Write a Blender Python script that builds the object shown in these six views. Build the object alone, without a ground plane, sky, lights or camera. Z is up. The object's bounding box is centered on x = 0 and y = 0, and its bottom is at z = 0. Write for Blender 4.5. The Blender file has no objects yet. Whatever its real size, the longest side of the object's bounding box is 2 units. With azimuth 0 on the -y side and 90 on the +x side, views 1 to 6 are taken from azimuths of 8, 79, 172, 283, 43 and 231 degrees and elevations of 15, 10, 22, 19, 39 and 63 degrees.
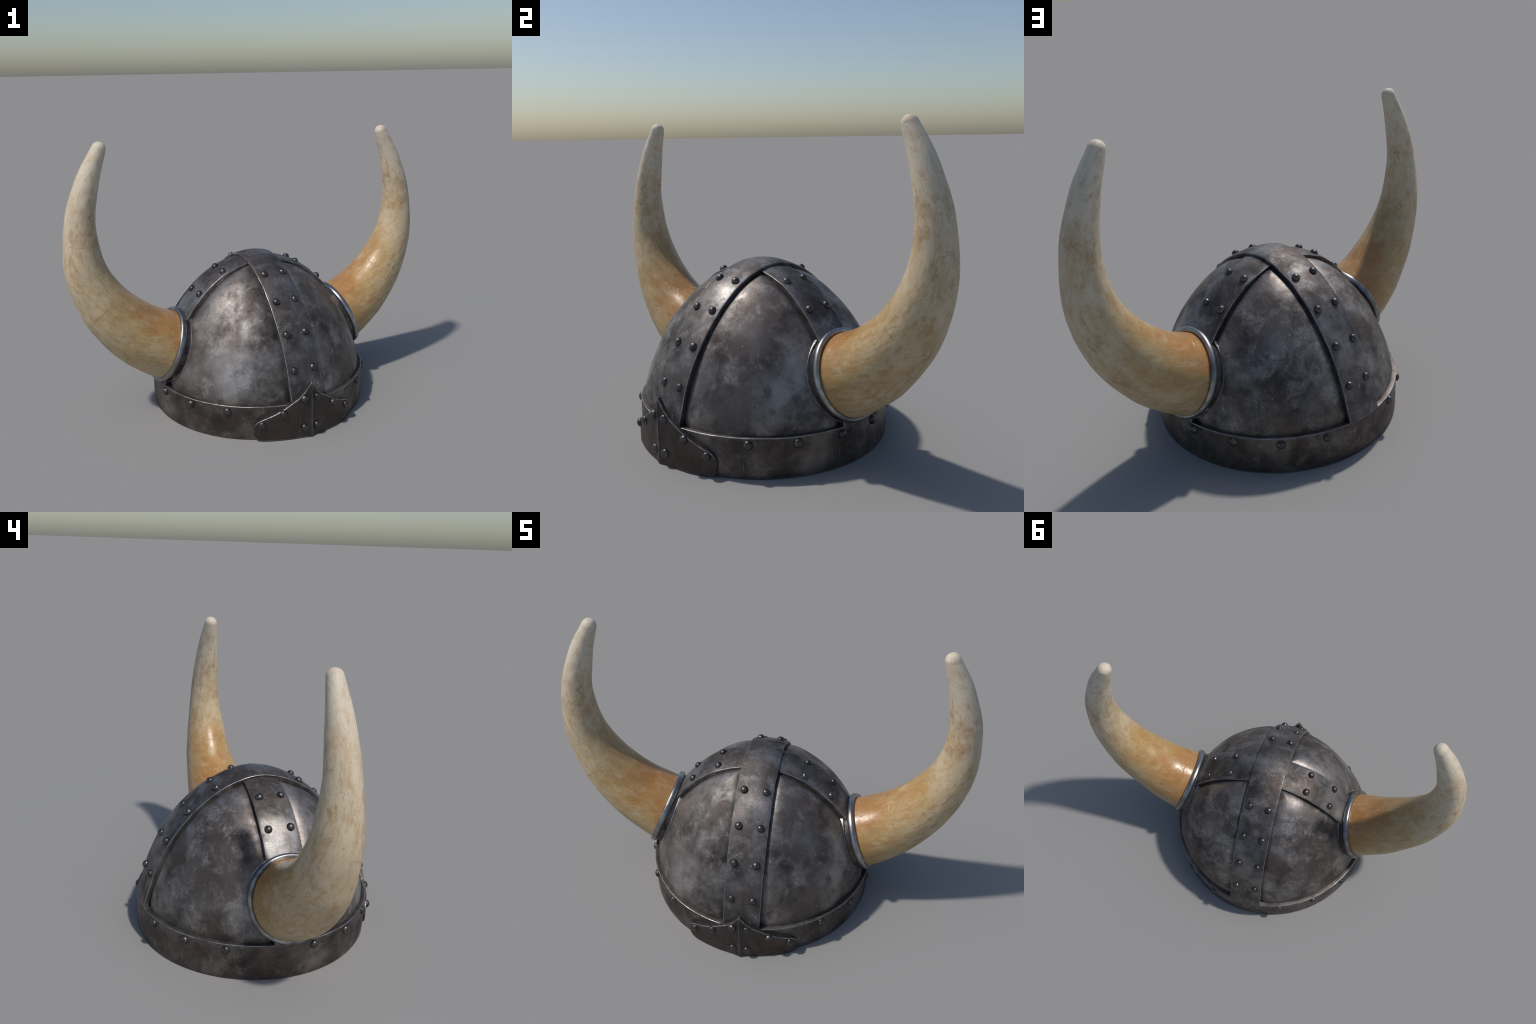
# Horned helmet: riveted steel skull cap with crossed straps, brow band, keeled
# nose plate and two ivory horns in steel collars.
# Everything is modelled in the helmet's own frame (x = wearer's left-right,
# -y = forward, z up) and the parent Empty turns it by YAW.
import bpy, bmesh, math, random
import numpy as np
from mathutils import Vector, Matrix, noise

random.seed(7)
YAW = math.radians(33.0)
CENTRE = Vector((0.005, 0.005, 0.0))

# ------------------------------------------------------------------ profile
# Two surfaces of revolution, each star-shaped about (0, 0, CZ): the outer face
# of the straps, and the fuller belly of the sunken panels between them.
CZ = 0.20
BAND_R, BAND_TOP = 0.676, 0.203


class Profile:
    """Natural cubic spline rho(phi) through (radius, height) points of a meridian."""
    def __init__(self, pts, foot):
        x = np.array([math.atan2(r, z - CZ) for r, z in pts])
        y = np.array([math.hypot(r, z - CZ) for r, z in pts])
        x = np.concatenate([-x[:0:-1], x])          # even about the crown
        y = np.concatenate([y[:0:-1], y])
        n = len(x)
        h = np.diff(x)
        A = np.eye(n)
        d = np.zeros(n)
        for i in range(1, n - 1):
            A[i, i - 1:i + 2] = h[i - 1], 2 * (h[i - 1] + h[i]), h[i]
            d[i] = 6 * ((y[i + 1] - y[i]) / h[i] - (y[i] - y[i - 1]) / h[i - 1])
        self.x, self.y, self.h, self.m, self.foot = x, y, h, np.linalg.solve(A, d), foot

    def __call__(self, phi):
        if phi > self.x[-1]:
            return self.foot / math.sin(phi)
        i = int(np.clip(np.searchsorted(self.x, phi) - 1, 0, len(self.h) - 1))
        h, a, b = self.h[i], self.x[i + 1] - phi, phi - self.x[i]
        return float((self.m[i] * a ** 3 + self.m[i + 1] * b ** 3) / (6 * h)
                     + (self.y[i] / h - self.m[i] * h / 6) * a
                     + (self.y[i + 1] / h - self.m[i + 1] * h / 6) * b)


rho = Profile([(0, .9305), (.075, .9235), (.155, .8980), (.2525, .8495), (.4005, .7295),
               (.5270, .5705), (.6200, .382), (.646, .295), (.6752, .204)], BAND_R)
belly = Profile([(0, .9095), (.095, .900), (.2317, .850), (.3898, .730), (.517, .570),
                 (.6096, .380), (.652, .240), (.659, .19)], .659)


def surf(phi, az_dir, h=0.0, rho=rho):
    """Point and normal on the cap; az_dir = horizontal unit vector (x, y)."""
    r = rho(phi)
    e = 1e-3
    dr = (rho(phi + e) - rho(phi - e)) / (2 * e)
    er = Vector((az_dir[0] * math.sin(phi), az_dir[1] * math.sin(phi), math.cos(phi)))
    ep = Vector((az_dir[0] * math.cos(phi), az_dir[1] * math.cos(phi), -math.sin(phi)))
    n = (er - ep * (dr / r)).normalized()
    return Vector((0, 0, CZ)) + er * r + n * h, n


def strap_point(x, t, h=0.0):
    """Cap point at lateral offset x, at angle t along the strap (strap in yz)."""
    r = rho(abs(t))
    for _ in range(6):
        k = math.sqrt(max(r * r - x * x, 1e-6))
        d = Vector((x, k * math.sin(t), k * math.cos(t))).normalized()
        phi = math.acos(max(-1, min(1, d.z)))
        r = rho(phi)
    a = math.hypot(d.x, d.y)
    az = (d.x / a, d.y / a) if a > 1e-6 else (0.0, 1.0)
    return surf(phi, az, h)


def lerp_table(x, tab):
    if x <= tab[0][0]:
        return tab[0][1]
    for (a, va), (b, vb) in zip(tab, tab[1:]):
        if x <= b:
            return va + (vb - va) * (x - a) / (b - a)
    return tab[-1][1]


def catmull(pts, t):
    n = len(pts)
    x = t * (n - 1)
    i = min(int(x), n - 2)
    f = x - i
    e = [2 * pts[0] - pts[1]] + list(pts) + [2 * pts[-1] - pts[-2]]
    a, b, c, d = e[i], e[i + 1], e[i + 2], e[i + 3]
    return 0.5 * (2 * b + (c - a) * f + (2 * a - 5 * b + 4 * c - d) * f * f
                  + (3 * b - a - 3 * c + d) * f ** 3)


# ------------------------------------------------------------------ node help
class Nodes:
    def __init__(self, name):
        self.m = bpy.data.materials.new(name)
        self.m.use_nodes = True
        self.t = self.m.node_tree
        self.t.nodes.clear()
        self.out = self.t.nodes.new('ShaderNodeOutputMaterial')
        self.b = self.t.nodes.new('ShaderNodeBsdfPrincipled')
        self.t.links.new(self.b.outputs[0], self.out.inputs[0])
        self.co = self.t.nodes.new('ShaderNodeTexCoord').outputs['Object']

    def put(self, sock, v):
        if hasattr(v, 'links'):
            self.t.links.new(v, sock)
        elif isinstance(v, (tuple, list)) and len(v) == 3 and sock.type == 'RGBA':
            sock.default_value = (*v, 1)
        else:
            sock.default_value = v

    def noise(self, scale, detail=6, rough=.55, dist=0.0, vec=None, lac=2.0):
        n = self.t.nodes.new('ShaderNodeTexNoise')
        self.put(n.inputs['Vector'], vec or self.co)
        for k, v in (('Scale', scale), ('Detail', detail), ('Roughness', rough),
                     ('Distortion', dist), ('Lacunarity', lac)):
            self.put(n.inputs[k], v)
        return n.outputs['Fac']

    def voronoi(self, scale, feature='F1', vec=None, out='Distance'):
        n = self.t.nodes.new('ShaderNodeTexVoronoi')
        n.feature = feature
        self.put(n.inputs['Vector'], vec or self.co)
        self.put(n.inputs['Scale'], scale)
        return n.outputs[out]

    def map(self, scale=(1, 1, 1), rot=(0, 0, 0), loc=(0, 0, 0), vec=None):
        n = self.t.nodes.new('ShaderNodeMapping')
        self.put(n.inputs['Vector'], vec or self.co)
        n.inputs['Scale'].default_value = scale
        n.inputs['Rotation'].default_value = rot
        n.inputs['Location'].default_value = loc
        return n.outputs[0]

    def math(self, op, a, b=0.0, c=0.0):
        n = self.t.nodes.new('ShaderNodeMath')
        n.operation = op
        for i, v in enumerate((a, b, c)):
            self.put(n.inputs[i], v)
        return n.outputs[0]

    def range(self, v, a, b, c=0.0, d=1.0, smooth=True):
        n = self.t.nodes.new('ShaderNodeMapRange')
        n.interpolation_type = 'SMOOTHSTEP' if smooth else 'LINEAR'
        n.clamp = True
        for i, x in enumerate((v, a, b, c, d)):
            self.put(n.inputs[i], x)
        return n.outputs[0]

    def mix(self, f, a, b, mode='MIX'):
        n = self.t.nodes.new('ShaderNodeMix')
        n.data_type = 'RGBA'
        n.blend_type = mode
        self.put(n.inputs[0], f)
        self.put(n.inputs[6], a)
        self.put(n.inputs[7], b)
        return n.outputs[2]

    def ramp(self, v, stops):
        n = self.t.nodes.new('ShaderNodeValToRGB')
        self.put(n.inputs[0], v)
        e = n.color_ramp.elements
        while len(e) < len(stops):
            e.new(0.5)
        for el, (p, col) in zip(e, stops):
            el.position = p
            el.color = (*col, 1)
        return n.outputs[0]

    def xyz(self, vec=None):
        n = self.t.nodes.new('ShaderNodeSeparateXYZ')
        self.put(n.inputs[0], vec or self.co)
        return n.outputs

    def bump(self, h, strength, dist, normal=None):
        n = self.t.nodes.new('ShaderNodeBump')
        self.put(n.inputs['Height'], h)
        n.inputs['Strength'].default_value = strength
        n.inputs['Distance'].default_value = dist
        if normal is not None:
            self.put(n.inputs['Normal'], normal)
        return n.outputs[0]

    def set(self, **kw):
        for k, v in kw.items():
            self.put(self.b.inputs[k.replace('_', ' ')], v)
        return self.m


def scratch_mask(n, seed):
    """Short straight hairline scratches: strongly stretched noise, seen only here and there."""
    out = None
    for i, rot in enumerate(((.5, .3, 0), (1.3, -.4, .8), (-.7, 1.0, .4))):
        v = n.map(scale=(70, 70, 3.0), rot=rot, loc=(seed + i * 3.3, seed, i))
        line = n.range(n.noise(1.0, 1, .4, vec=v), .735, .77)
        gate = n.range(n.noise(6, 3, .6, vec=n.map(loc=(seed * 2 + i * 7, i, 1))), .53, .60)
        line = n.math('MULTIPLY', line, gate)
        out = line if out is None else n.math('MAXIMUM', out, line)
    return out


def steel(name, dark, mid, light, rough=(.40, .56), warm=(.15, .115, .10), warm_amt=.5, seed=0.0,
          patch=3.6, smudge=.6, scratch=.5, metallic=.82, contrast=1.0, bump=.25, cool_amt=.25):
    """Old oiled iron: cloudy light and dark patches, pale scuffs, brown patina, hairlines."""
    n = Nodes(name)
    at = lambda k: n.map(loc=(seed * 3.1 + k * 4.7, seed * 1.3 + k, seed - k * 2.9))
    big = n.noise(patch, 10, .60, .15, vec=at(0))
    f = n.range(big, .5 - .13 / contrast, .5 + .13 / contrast, smooth=False)
    col = n.ramp(f, [(0, dark), (.5, mid), (1, light)])
    wm = n.range(n.noise(patch * .6, 6, .6, .2, vec=at(2)), .42, .60)
    col = n.mix(n.math('MULTIPLY', wm, warm_amt), col, warm)
    cl = n.range(n.noise(patch * .75, 6, .6, .2, vec=at(6)), .48, .64)
    cool = (mid[0] * .86, mid[1] * .95, mid[2] * 1.12)
    col = n.mix(n.math('MULTIPLY', cl, cool_amt), col, cool)
    # blackened blotches with ragged rims
    blot = n.range(n.noise(patch * 1.9, 10, .66, .25, vec=at(1)), .51, .66)
    col = n.mix(n.math('MULTIPLY', blot, .62), col, dark)
    # rubbed, paler bloom and its gritty core
    fine = n.noise(patch * 22, 5, .65, .1, vec=at(3))
    sm = n.range(n.noise(patch * 2.1, 11, .70, .35, vec=at(4)), .46, .70)
    sm = n.math('MULTIPLY', sm, n.range(fine, .25, .60))
    pale = tuple(min(1, c * 1.45 + .03) for c in light)
    col = n.mix(n.math('MULTIPLY', sm, smudge), col, pale)
    sc = scratch_mask(n, seed)
    col = n.mix(n.math('MULTIPLY', sc, scratch), col, (.50, .48, .47))
    ro = n.range(f, 0, 1, rough[1], rough[0])
    ro = n.math('ADD', ro, n.math('MULTIPLY', n.math('SUBTRACT', fine, .5), .24))
    ro = n.math('ADD', ro, n.math('MULTIPLY', blot, .07))
    h = n.math('ADD', n.math('MULTIPLY', n.noise(patch * 6, 7, .65, .2, vec=at(5)), .5),
               n.math('MULTIPLY', fine, .30))
    h = n.math('SUBTRACT', h, n.math('MULTIPLY', sc, .3))
    return n.set(Base_Color=col, Roughness=ro, Metallic=metallic, Normal=n.bump(h, bump, .006))


M_PANEL = steel('hammered_steel', (.054, .047, .043), (.162, .147, .138), (.31, .288, .274), (.46, .61),
                (.130, .100, .086), .6, seed=0.0, cool_amt=.14)
M_STRAP = steel('strap_steel', (.052, .047, .045), (.118, .109, .105), (.25, .236, .229),
                (.48, .60), (.122, .095, .083), .55, seed=4.0, patch=4.4, smudge=.5)
M_BAND = steel('brown_steel', (.050, .042, .038), (.098, .084, .076), (.195, .175, .163),
               (.44, .56), (.092, .070, .060), .6, seed=8.0, patch=4.2, smudge=.55, scratch=.3, cool_amt=.1)
M_NOSE = steel('nose_steel', (.055, .047, .043), (.085, .073, .067), (.125, .110, .102),
               (.40, .50), (.090, .069, .060), .6, seed=12.0, patch=3.6, smudge=.10, scratch=.1, cool_amt=.0)
M_RIVET = steel('rivet_steel', (.045, .041, .039), (.078, .072, .069), (.15, .142, .138),
                (.26, .36), (.095, .078, .070), .4, seed=16.0, patch=20, smudge=.3, scratch=.2)
M_EDGE = steel('worn_edge', (.13, .126, .125), (.25, .245, .245), (.40, .395, .40),
               (.32, .42), (.15, .135, .127), .35, seed=20.0, patch=13, smudge=.5, scratch=.2)
M_NECK = steel('socket_steel', (.050, .043, .040), (.085, .075, .070), (.15, .138, .132),
               (.42, .52), (.08, .06, .052), .5, seed=24.0, patch=9)
M_RING = steel('polished_steel', (.18, .178, .176), (.31, .308, .306), (.46, .458, .455),
               (.30, .42), (.20, .185, .178), .45, seed=28.0, patch=9, smudge=.3, scratch=.4, metallic=1.0,
               bump=.12)


def ivory():
    n = Nodes('horn_ivory')
    x, y, z = n.xyz()
    ax = n.math('ABSOLUTE', x)
    # polar coordinates round the horn's bend: the angle runs along its length
    dx = n.math('SUBTRACT', ax, .55)
    dz = n.math('SUBTRACT', z, 1.15)
    ang = n.math('ARCTAN2', dz, dx)
    along = n.range(ang, math.radians(-88), math.radians(52), 0, 1, smooth=False)
    rad = n.math('SQRT', n.math('ADD', n.math('MULTIPLY', dx, dx), n.math('MULTIPLY', dz, dz)))
    axis_r = n.math('SUBTRACT', .735, n.math('MULTIPLY', along, .25))
    side = n.math('SUBTRACT', rad, axis_r)              # <0 on the inside of the bend
    comb = n.t.nodes.new('ShaderNodeCombineXYZ')
    sgn = n.math('MULTIPLY', n.math('SIGN', x), 5.0)
    n.put(comb.inputs[0], n.math('ADD', n.math('MULTIPLY', along, 1.2), sgn))
    n.put(comb.inputs[1], rad)
    n.put(comb.inputs[2], y)
    lv = comb.outputs[0]
    at = lambda k, sc=(1, 1, 1): n.map(scale=sc, loc=(k * 3.7, k * 1.9, k * 5.3), vec=lv)
    blot = n.noise(4.0, 6, .6, .3, vec=at(0))
    cloud = n.noise(13, 10, .68, .3, vec=at(1, (.7, 1, 1)))
    m = n.math('ADD', n.math('ADD', along, .05), n.math('MULTIPLY', side, 1.2))
    m = n.math('ADD', m, n.range(blot, .3, .7, -.13, .13, smooth=False))
    m = n.math('ADD', m, n.range(cloud, .3, .7, -.15, .15, smooth=False))
    col = n.ramp(n.range(m, -.12, .95, smooth=False),
                 [(0, (.385, .182, .050)), (.10, (.420, .240, .080)), (.24, (.468, .318, .142)),
                  (.40, (.522, .398, .232)), (.70, (.572, .466, .315)), (1, (.62, .535, .405))])
    def stain(k, scale, lo, hi, amt, c, sc=(.6, 1, 1), dist=.3, gate=None):
        nonlocal col
        s = n.range(n.noise(scale, 10, .70, dist, vec=at(k, sc)), lo, hi)
        if gate is not None:
            s = n.math('MULTIPLY', s, gate)
        col = n.mix(n.math('MULTIPLY', s, amt), col, c)
        return s
    outer = n.range(m, .15, .45)
    zone = n.range(n.noise(5.5, 5, .6, .2, vec=at(12)), .38, .60, .40, 1)
    stain(2, 8, .50, .64, .42, (.40, .240, .105))
    stain(3, 20, .50, .63, .55, (.36, .200, .080), (.6, 1, 1), .3, zone)
    stain(4, 17, .52, .66, .34, (.66, .56, .40), (.7, 1, 1), .3, outer)
    fib = stain(5, 52, .53, .65, .48, (.31, .170, .068), (.45, 1, 1), .4, zone)
    # thin wandering fibres: the zero-crossings of a rough noise
    ridge = n.math('ABSOLUTE', n.math('SUBTRACT', n.noise(8, 6, .62, .5, vec=at(6, (.7, 1, 1))), .5))
    vein = n.math('MULTIPLY', n.range(ridge, 0, .013, 1, 0),
                  n.range(n.noise(9, 4, .6, vec=at(7)), .50, .62))
    col = n.mix(n.math('MULTIPLY', vein, .6), col, (.28, .155, .062))
    # lengthwise grain
    lg = n.noise(34, 6, .7, .2, vec=at(14, (.10, 1, 1)))
    col = n.mix(n.range(lg, .54, .70, 0, .38), col, (.34, .20, .085))
    # overall fibrous mottling, light and dark
    mott = n.noise(26, 9, .75, .6, vec=at(13, (.5, 1, 1)))
    col = n.mix(n.range(mott, .49, .66, 0, .45), col, (.36, .21, .085))
    col = n.mix(n.range(mott, .50, .32, 0, .30), col, (.67, .57, .41))
    tipw = n.range(z, 1.38, 1.67)
    col = n.mix(n.math('MULTIPLY', tipw, .35), col, (.70, .64, .53))
    speck = n.range(n.noise(80, 4, .6, .2, vec=at(8)), .62, .72)
    col = n.mix(n.math('MULTIPLY', speck, .5), col, (.25, .14, .058))
    # growth cracks across the horn, broken up
    wb = n.math('ADD', along, n.math('MULTIPLY', n.noise(4.5, 3, .5, vec=at(9, (.2, 1, 1))), .10))
    stripe = n.math('ABSOLUTE', n.math('SUBTRACT', n.math('FRACT', n.math('MULTIPLY', wb, 7.0)), .5))
    crack = n.math('MULTIPLY', n.range(stripe, 0.0, .014, 1, 0),
                   n.range(n.noise(6, 4, .6, vec=at(10)), .50, .60))
    col = n.mix(n.math('MULTIPLY', crack, .45), col, (.23, .125, .05))
    # polished near the base, dull and chalky towards the tip
    ro = n.math('ADD', n.range(m, .0, .45, .28, .62), n.math('MULTIPLY', n.math('SUBTRACT', cloud, .5), .3))
    h = n.math('ADD', n.math('MULTIPLY', cloud, .6),
               n.math('MULTIPLY', n.noise(70, 4, .65, .4, vec=at(11, (.6, 1, 1))), .22))
    for d, k in ((crack, .45), (vein, .25), (fib, .12), (speck, .2)):
        h = n.math('SUBTRACT', h, n.math('MULTIPLY', d, k))
    return n.set(Base_Color=col, Roughness=ro, Normal=n.bump(h, .38, .006))


M_HORN = ivory()

# ------------------------------------------------------------------ objects
root = bpy.data.objects.new('horned_helmet', None)
bpy.context.scene.collection.objects.link(root)
root.rotation_euler = (0, 0, YAW)
root.location = Matrix.Rotation(YAW, 3, 'Z') @ CENTRE
root['label'] = 'dark riveted steel helmet with two upswept ivory horns'
root['category'] = 'horned helmet'


def add(name, mesh, parent, mats=()):
    ob = bpy.data.objects.new(name, mesh)
    bpy.context.scene.collection.objects.link(ob)
    ob.parent = parent
    for m in mats:
        mesh.materials.append(m)
    return ob


def from_bm(name, bm, parent, mats, sharp=35, bevel=0.0, bevel_angle=50, clamp=True):
    bmesh.ops.recalc_face_normals(bm, faces=bm.faces)
    me = bpy.data.meshes.new(name)
    bm.to_mesh(me)
    bm.free()
    ob = add(name, me, parent, mats)
    if bevel:
        bv = ob.modifiers.new('edge', 'BEVEL')
        bv.width = bevel
        bv.segments = 3
        bv.limit_method = 'ANGLE'
        bv.use_clamp_overlap = clamp
        bv.angle_limit = math.radians(bevel_angle)
        bv.material = 1 if len(mats) > 1 else -1
        dg = bpy.context.evaluated_depsgraph_get()
        new = bpy.data.meshes.new_from_object(ob.evaluated_get(dg))
        ob.modifiers.clear()
        ob.data = new
        new.name = name
        bpy.data.meshes.remove(me)
    ob.data.polygons.foreach_set('use_smooth', [True] * len(ob.data.polygons))
    ob.data.set_sharp_from_angle(angle=math.radians(sharp))
    return ob


def skin(bm, rows, close_u=False, close_v=False):
    """Quad skin over a grid of vertex rows."""
    n = len(rows)
    for i in range(n if close_u else n - 1):
        a, b = rows[i], rows[(i + 1) % n]
        m = len(a)
        for j in range(m if close_v else m - 1):
            q = (a[j], a[(j + 1) % m], b[(j + 1) % m], b[j])
            if len(set(q)) == 4:
                bm.faces.new(q)


def wob(p, s, a):
    return a * noise.noise(Vector(p) * s)


# --- panels: four quarters of the cap, sunk below the straps along their edges
EDGE_DIP, BELLY_RUN = .018, .024


def panel_drop(p):
    """How far the panel is pressed in at p: deepest along the straps and the band."""
    e = max(0.0, min(abs(p.x), abs(p.y)) - .1038)
    f = max(0.0, p.z - BAND_TOP)
    return EDGE_DIP * math.exp(-e / BELLY_RUN) + .006 * math.exp(-f / .03)


def panel(k):
    bm = bmesh.new()
    na, nphi = 60, 80
    end = math.pi / 2 + math.radians(3.0)
    layers = []
    for h in (0.0, -.012):
        rows = []
        for i in range(nphi + 1):
            phi = .02 + (end - .02) * i / nphi
            row = []
            for j in range(na + 1):
                az = math.radians(90 * k + 90 * j / na)
                p, nn = surf(phi, (math.cos(az), math.sin(az)), 0, belly)
                p += nn * (h - panel_drop(p) + wob(p, 3.2, .0025) + wob(p, 9, .0010))
                row.append(bm.verts.new(p))
            rows.append(row)
        skin(bm, rows)
        layers.append(rows)
    o, q = layers
    rim_o = o[0] + [r[-1] for r in o[1:]] + o[-1][-2::-1] + [r[0] for r in o[-2:0:-1]]
    rim_q = q[0] + [r[-1] for r in q[1:]] + q[-1][-2::-1] + [r[0] for r in q[-2:0:-1]]
    skin(bm, [rim_o, rim_q], close_v=True)
    return from_bm('panel', bm, root, [M_PANEL], 40)


for k in range(4):
    panel(k)

# --- straps
STRAP_W = 0.1038


def strap(t0, t1, nt, side, sink):
    """Bent bar over the cap. side: quarter turn applied about z; sink(t) lowers it."""
    bm = bmesh.new()
    nx = 12
    rot = Matrix.Rotation(math.radians(side), 3, 'Z')
    rows = []
    for i in range(nt + 1):
        t = t0 + (t1 - t0) * i / nt
        loop = []
        for h, xs in ((0.0, range(nx + 1)), (-.034, range(nx, -1, -1))):
            for j in xs:
                x = -STRAP_W + 2 * STRAP_W * j / nx
                if j in (0, nx):
                    x += wob((x * 9, t * 9 + side, 3), 1.0, .0022)
                p, nn = strap_point(x, t, h - sink(t))
                p += nn * wob(p, 4, .0015)
                loop.append(bm.verts.new(rot @ p))
        rows.append(loop)
    skin(bm, rows, close_v=True)
    bm.faces.new(rows[0])
    bm.faces.new(rows[-1][::-1])
    return from_bm('strap', bm, root, [M_STRAP, M_EDGE], 40, bevel=.0036)


FOOT = math.pi / 2 + math.radians(.3)
# the front half stands a little prouder towards the nose plate
crest = strap(-FOOT, FOOT, 150, 0,
              lambda t: -.001 - .005 * max(0.0, min(1.0, (-t - .8) / .4, (t + FOOT) / .25)))


def side_sink(t):
    d = rho(abs(t)) * math.sin(abs(t))
    out = .005 * max(0.0, min(1.0, (d - .22) / .12, (.66 - d) / .10))
    return .015 * max(0.0, min(1.0, (.27 - d) / .14)) - .001 - out


# in the strap's own plane +y is turned to +x (side -90) and to -x (side +90)
side_r = strap(math.radians(6.5), FOOT, 80, -90, side_sink)
side_l = strap(math.radians(6.5), FOOT, 80, 90, side_sink)

# --- brow band
def band():
    bm = bmesh.new()
    n = 192
    prof = [(BAND_R - .034, .001), (BAND_R - .001, .001)]
    prof += [(BAND_R, .001 + (BAND_TOP - .001) * i / 10) for i in range(1, 11)]
    prof += [(BAND_R - .034, BAND_TOP)]
    rows = []
    for i in range(n):
        a = 2 * math.pi * i / n
        row = []
        for r, z in prof:
            p = Vector((r * math.sin(a), -r * math.cos(a), z))
            dr = wob(p, 5, .0016)
            row.append(bm.verts.new((p.x * (1 + dr), p.y * (1 + dr),
                                     z + (wob(p, 6, .002) if z > .15 else 0))))
        rows.append(row)
    skin(bm, rows, close_u=True, close_v=True)
    return from_bm('brow_band', bm, root, [M_BAND, M_EDGE], 40, bevel=.0036)


brow = band()

# --- nose plate: keeled plate over the brow
NOSE_TOP = [(0, .340), (1.2, .316), (3, .280), (5.8, .246), (9.5, .219), (12.6, .193),
            (16.8, .165), (21.4, .141), (24.2, .126), (25.8, .113), (26.8, .097), (27.3, .078)]
NOSE_BOT = [(0, 0.0), (24.6, 0.0), (25.6, .004), (26.5, .014), (27.0, .027), (27.3, .046)]
NOSE_R = [(0, .7200), (2, .7125), (4.2, .7075), (8, .7050), (13, .7020), (23, .6975), (27.3, .691)]


def nose_plate():
    bm = bmesh.new()
    na, nz = 60, 14
    grid = {}
    for layer in (0, 1):
        rows = []
        for i in range(-na, na + 1):
            u = abs(i) / na
            a = 27.3 * (1 - (1 - u) ** 1.35)          # denser towards the rounded ends
            zt, zb = lerp_table(a, NOSE_TOP), lerp_table(a, NOSE_BOT)
            row = []
            for j in range(nz + 1):
                z = zb + (zt - zb) * j / nz
                r = lerp_table(a, NOSE_R) - .004 * (z / .34) * max(0.0, 1 - a / 6)
                if layer:
                    r -= .024
                s = math.copysign(math.radians(a), i)
                row.append(bm.verts.new((r * math.sin(s), -r * math.cos(s), z)))
            rows.append(row)
        skin(bm, rows)
        grid[layer] = rows
    o, q = grid[0], grid[1]
    def rim(g):
        return g[0] + [r[-1] for r in g[1:]] + g[-1][-2::-1] + [r[0] for r in g[-2:0:-1]]
    skin(bm, [rim(o), rim(q)], close_v=True)
    return from_bm('nose_plate', bm, root, [M_NOSE, M_EDGE], 24, bevel=.0042, bevel_angle=55, clamp=False)


nose = nose_plate()
# bright ridge along the keel
def keel():
    bm = bmesh.new()
    rows = []
    for i in range(31):
        z = .003 + .327 * i / 30
        r = .7212 - .004 * z / .34
        w = .0023 + wob((0, 0, z), 30, .0006)
        loop = [(-w, -r + .0032), (-w * .4, -r - .0004), (w * .4, -r - .0004), (w, -r + .0032), (0, -r + .006)]
        rows.append([bm.verts.new((x, y, z)) for x, y in loop])
    skin(bm, rows, close_v=True)
    bm.faces.new(rows[0])
    bm.faces.new(rows[-1][::-1])
    return from_bm('keel_ridge', bm, nose, [M_EDGE], 60)


keel()

# --- rivets
RIV_R, RIV_H = .0222, .0198


def rivet_mesh(seed):
    bm = bmesh.new()
    prof = [(1.0, -.25), (1.0, .10), (.97, .28), (.90, .46), (.78, .66), (.60, .83), (.38, .94), (.16, .99)]
    rows = []
    for f, g in prof:
        row = []
        for k in range(20):
            a = 2 * math.pi * k / 20
            d = 1 + .05 * noise.noise(Vector((math.cos(a), math.sin(a), seed * 3.7)))
            row.append(bm.verts.new((RIV_R * f * d * math.cos(a), RIV_R * f * d * math.sin(a), RIV_H * g)))
        rows.append(row)
    skin(bm, rows, close_v=True)
    bm.faces.new(rows[-1])
    bm.faces.new(rows[0][::-1])
    bmesh.ops.recalc_face_normals(bm, faces=bm.faces)
    me = bpy.data.meshes.new('rivet')
    bm.to_mesh(me)
    bm.free()
    me.polygons.foreach_set('use_smooth', [True] * len(me.polygons))
    me.materials.append(M_RIVET)
    return me


RIVETS = [rivet_mesh(i) for i in range(5)]


def rivet(p, n, parent, s=1.0, flat=1.0):
    ob = bpy.data.objects.new('rivet', random.choice(RIVETS))
    bpy.context.scene.collection.objects.link(ob)
    ob.parent = parent
    q = Vector(n).to_track_quat('Z', 'Y').to_matrix().to_4x4()
    s *= random.uniform(.96, 1.04)
    spin = Matrix.Rotation(random.uniform(0, 6.28), 4, 'Z')
    ob.matrix_basis = Matrix.Translation(p) @ q @ spin @ Matrix.Diagonal((s, s, s * flat, 1))


CREST_ROWS = [(.2465, .851), (.407, .730), (.5345, .569), (.629, .382)]
SIDE_ROWS = [(.2515, .850), (.4115, .7345)]
RIV_X = .0605
for sgn in (-1, 1):
    for d, z in CREST_ROWS:
        for x in (-RIV_X, RIV_X):
            p, n = strap_point(x, sgn * math.atan2(d, z - CZ), .001)
            rivet(p, n, crest)
for side, par in ((-90, side_r), (90, side_l)):
    rot = Matrix.Rotation(math.radians(side), 3, 'Z')
    for d, z in SIDE_ROWS:
        for x in (-RIV_X - .001, RIV_X + .001):
            t = math.atan2(d, z - CZ)
            p, n = strap_point(x, t, -side_sink(t))
            rivet(rot @ p, rot @ n, par)
for deg in list(range(40, 161, 20)) + [-160, -140, -120, -80, -60, -40]:
    a = math.radians(deg)
    n = Vector((math.sin(a), -math.cos(a), 0))
    rivet(n * BAND_R + Vector((0, 0, .169)), n, brow, 1.06, .88)
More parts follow.
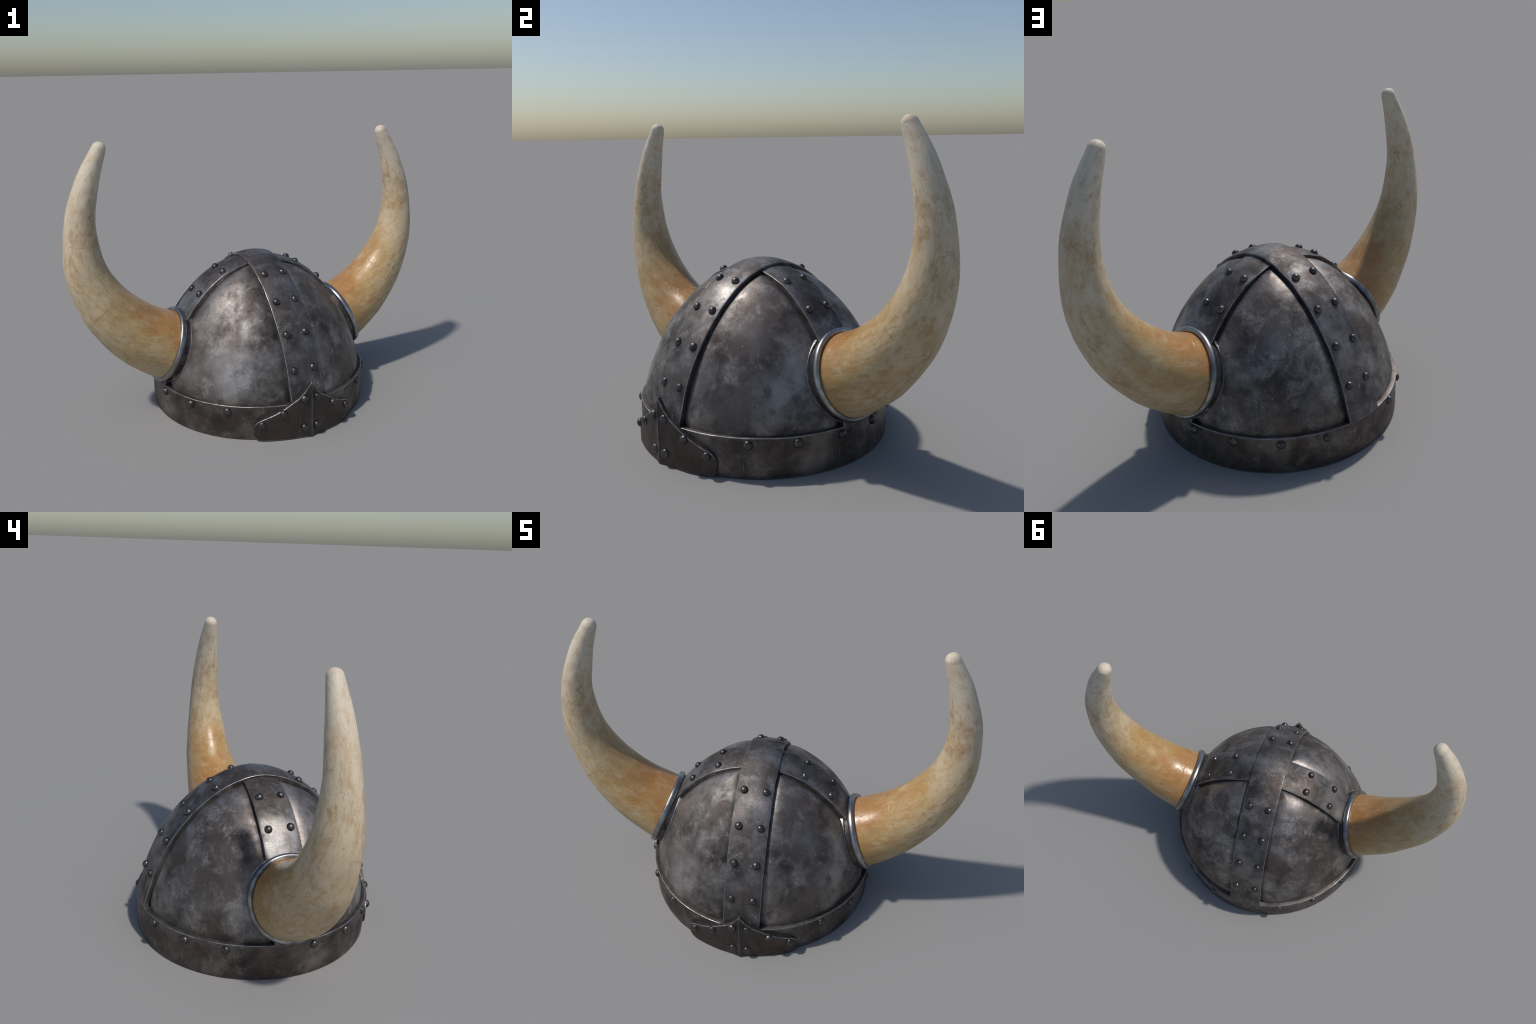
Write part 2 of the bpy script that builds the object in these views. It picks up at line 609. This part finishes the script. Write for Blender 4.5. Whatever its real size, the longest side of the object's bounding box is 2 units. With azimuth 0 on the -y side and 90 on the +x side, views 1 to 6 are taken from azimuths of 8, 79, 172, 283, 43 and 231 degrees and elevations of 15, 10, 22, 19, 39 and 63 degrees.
for deg, z in ((3.25, .2385), (13.35, .164), (23.35, .102), (3.25, .0615)):
    for s in (-1, 1):
        a = math.radians(deg * s)
        n = Vector((math.sin(a * (2.6 if deg < 5 else 1.1)), -math.cos(a), 0)).normalized()
        r = lerp_table(deg, NOSE_R) - .004 * (z / .34) * max(0, 1 - deg / 6)
        rivet(Vector((r * math.sin(a), -r * math.cos(a), z)), n, nose, 1.02, .88)

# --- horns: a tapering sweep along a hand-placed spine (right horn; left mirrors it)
SPINE = [Vector(p) for p in ((.5045, .0025, .3734), (.6571, .0025, .4442), (.809, .002, .5496),
                             (.9577, .003, .7252), (1.0551, .0025, .9547), (1.066, .0035, 1.2153),
                             (1.0067, .003, 1.4493), (.9303, .0025, 1.6245))]
GIRTH = [.2195, .2047, .1824, .1517, .1168, .0859, .0651, .0396]


def horn(sx):
    bm = bmesh.new()
    nr, nt = 56, 170
    rows = []
    def ring(c, tan, r, amp):
        side = Vector((0, 1, 0))
        up = tan.cross(side).normalized()
        row = []
        for k in range(nr):
            a = 2 * math.pi * k / nr
            d = up * math.cos(a) + side * math.sin(a)
            p = c + d * r
            q = Vector((p.x * 1.0, p.y, p.z)) + Vector((0, 0, 7 * sx))
            p += d * (noise.noise(q * 5) * .0030 + noise.noise(q * 14) * .0011) * amp
            row.append(bm.verts.new((p.x * sx, p.y, p.z)))
        return row
    for i in range(nt + 1):
        t = i / nt
        c = catmull(SPINE, t)
        tan = (catmull(SPINE, min(1, t + .004)) - catmull(SPINE, max(0, t - .004))).normalized()
        r = catmull(GIRTH, t)
        rows.append(ring(c, tan, r, min(1, r / .09)))
    for k in range(1, 8):                     # blunt rounded tip
        b = math.radians(90 * k / 8)
        rows.append(ring(c + tan * r * math.sin(b), tan, r * math.cos(b), .4))
    skin(bm, rows, close_v=True)
    bm.faces.new(rows[0][::-1])
    bm.faces.new(rows[-1])
    return from_bm('horn', bm, root, [M_HORN], 60)


# --- collars: socket neck, base flange on the cap and a rolled bright rim
COL_C, COL_R, COL_TILT = Vector((.604, .0016, .421)), .2304, math.radians(22.1)


def collar(sx):
    axis = Vector((math.cos(COL_TILT), 0, math.sin(COL_TILT)))
    up = Vector((-math.sin(COL_TILT), 0, math.cos(COL_TILT)))
    side = Vector((0, 1, 0))
    def at(a, r, h):
        p = COL_C + axis * h + (up * math.cos(a) + side * math.sin(a)) * r
        return p
    def lathe(name, prof, mats, parent, sharp, wobble=0.0):
        bm = bmesh.new()
        rows = []
        for k in range(96):
            a = 2 * math.pi * k / 96
            row = []
            for r, h in prof:
                p = at(a, r + wob((math.cos(a) * 2, math.sin(a) * 2, sx), 1.5, wobble), h)
                row.append(bm.verts.new((p.x * sx, p.y, p.z)))
            rows.append(row)
        skin(bm, rows, close_u=True, close_v=True)
        return from_bm(name, bm, parent, mats, sharp)
    neck = lathe('collar', [(.219, -.012), (.217, -.03), (.219, -.06), (.222, -.13), (.20, -.13), (.20, -.012)],
                 [M_NECK], root, 40)
    lathe('collar_rim', [(.202, .013), (.2140, .0175), (.2210, .0185), (.2275, .0150), (.2312, .0080), (.2322, .000), (.2312, -.009),
                         (.2275, -.0160), (.220, -.0195), (.202, -.0195)], [M_RING], neck, 38, .002)
    # base flange: a bead that follows the cap where the neck meets it
    bm = bmesh.new()
    rows = []
    for k in range(96):
        a = 2 * math.pi * k / 96
        lo, hi = -.30, .10
        for _ in range(28):                       # bisect along the socket axis to the panel face
            mid = (lo + hi) / 2
            q = at(a, .224, mid)
            v = q - Vector((0, 0, CZ))
            phi = math.acos(max(-1, min(1, v.z / v.length)))
            if v.length > belly(phi) - .008:
                hi = mid
            else:
                lo = mid
        row = []
        for r, h in ((.214, -.004), (.217, .004), (.2235, .0085), (.229, .007), (.2315, .001), (.231, -.012), (.214, -.012)):
            p = at(a, r, lo + h)
            row.append(bm.verts.new((p.x * sx, p.y, p.z)))
        rows.append(row)
    skin(bm, rows, close_u=True, close_v=True)
    from_bm('collar_flange', bm, neck, [M_EDGE], 45)


for sx in (1, -1):
    horn(sx)
    collar(sx)

for ob in bpy.context.scene.objects:
    ob.select_set(False)
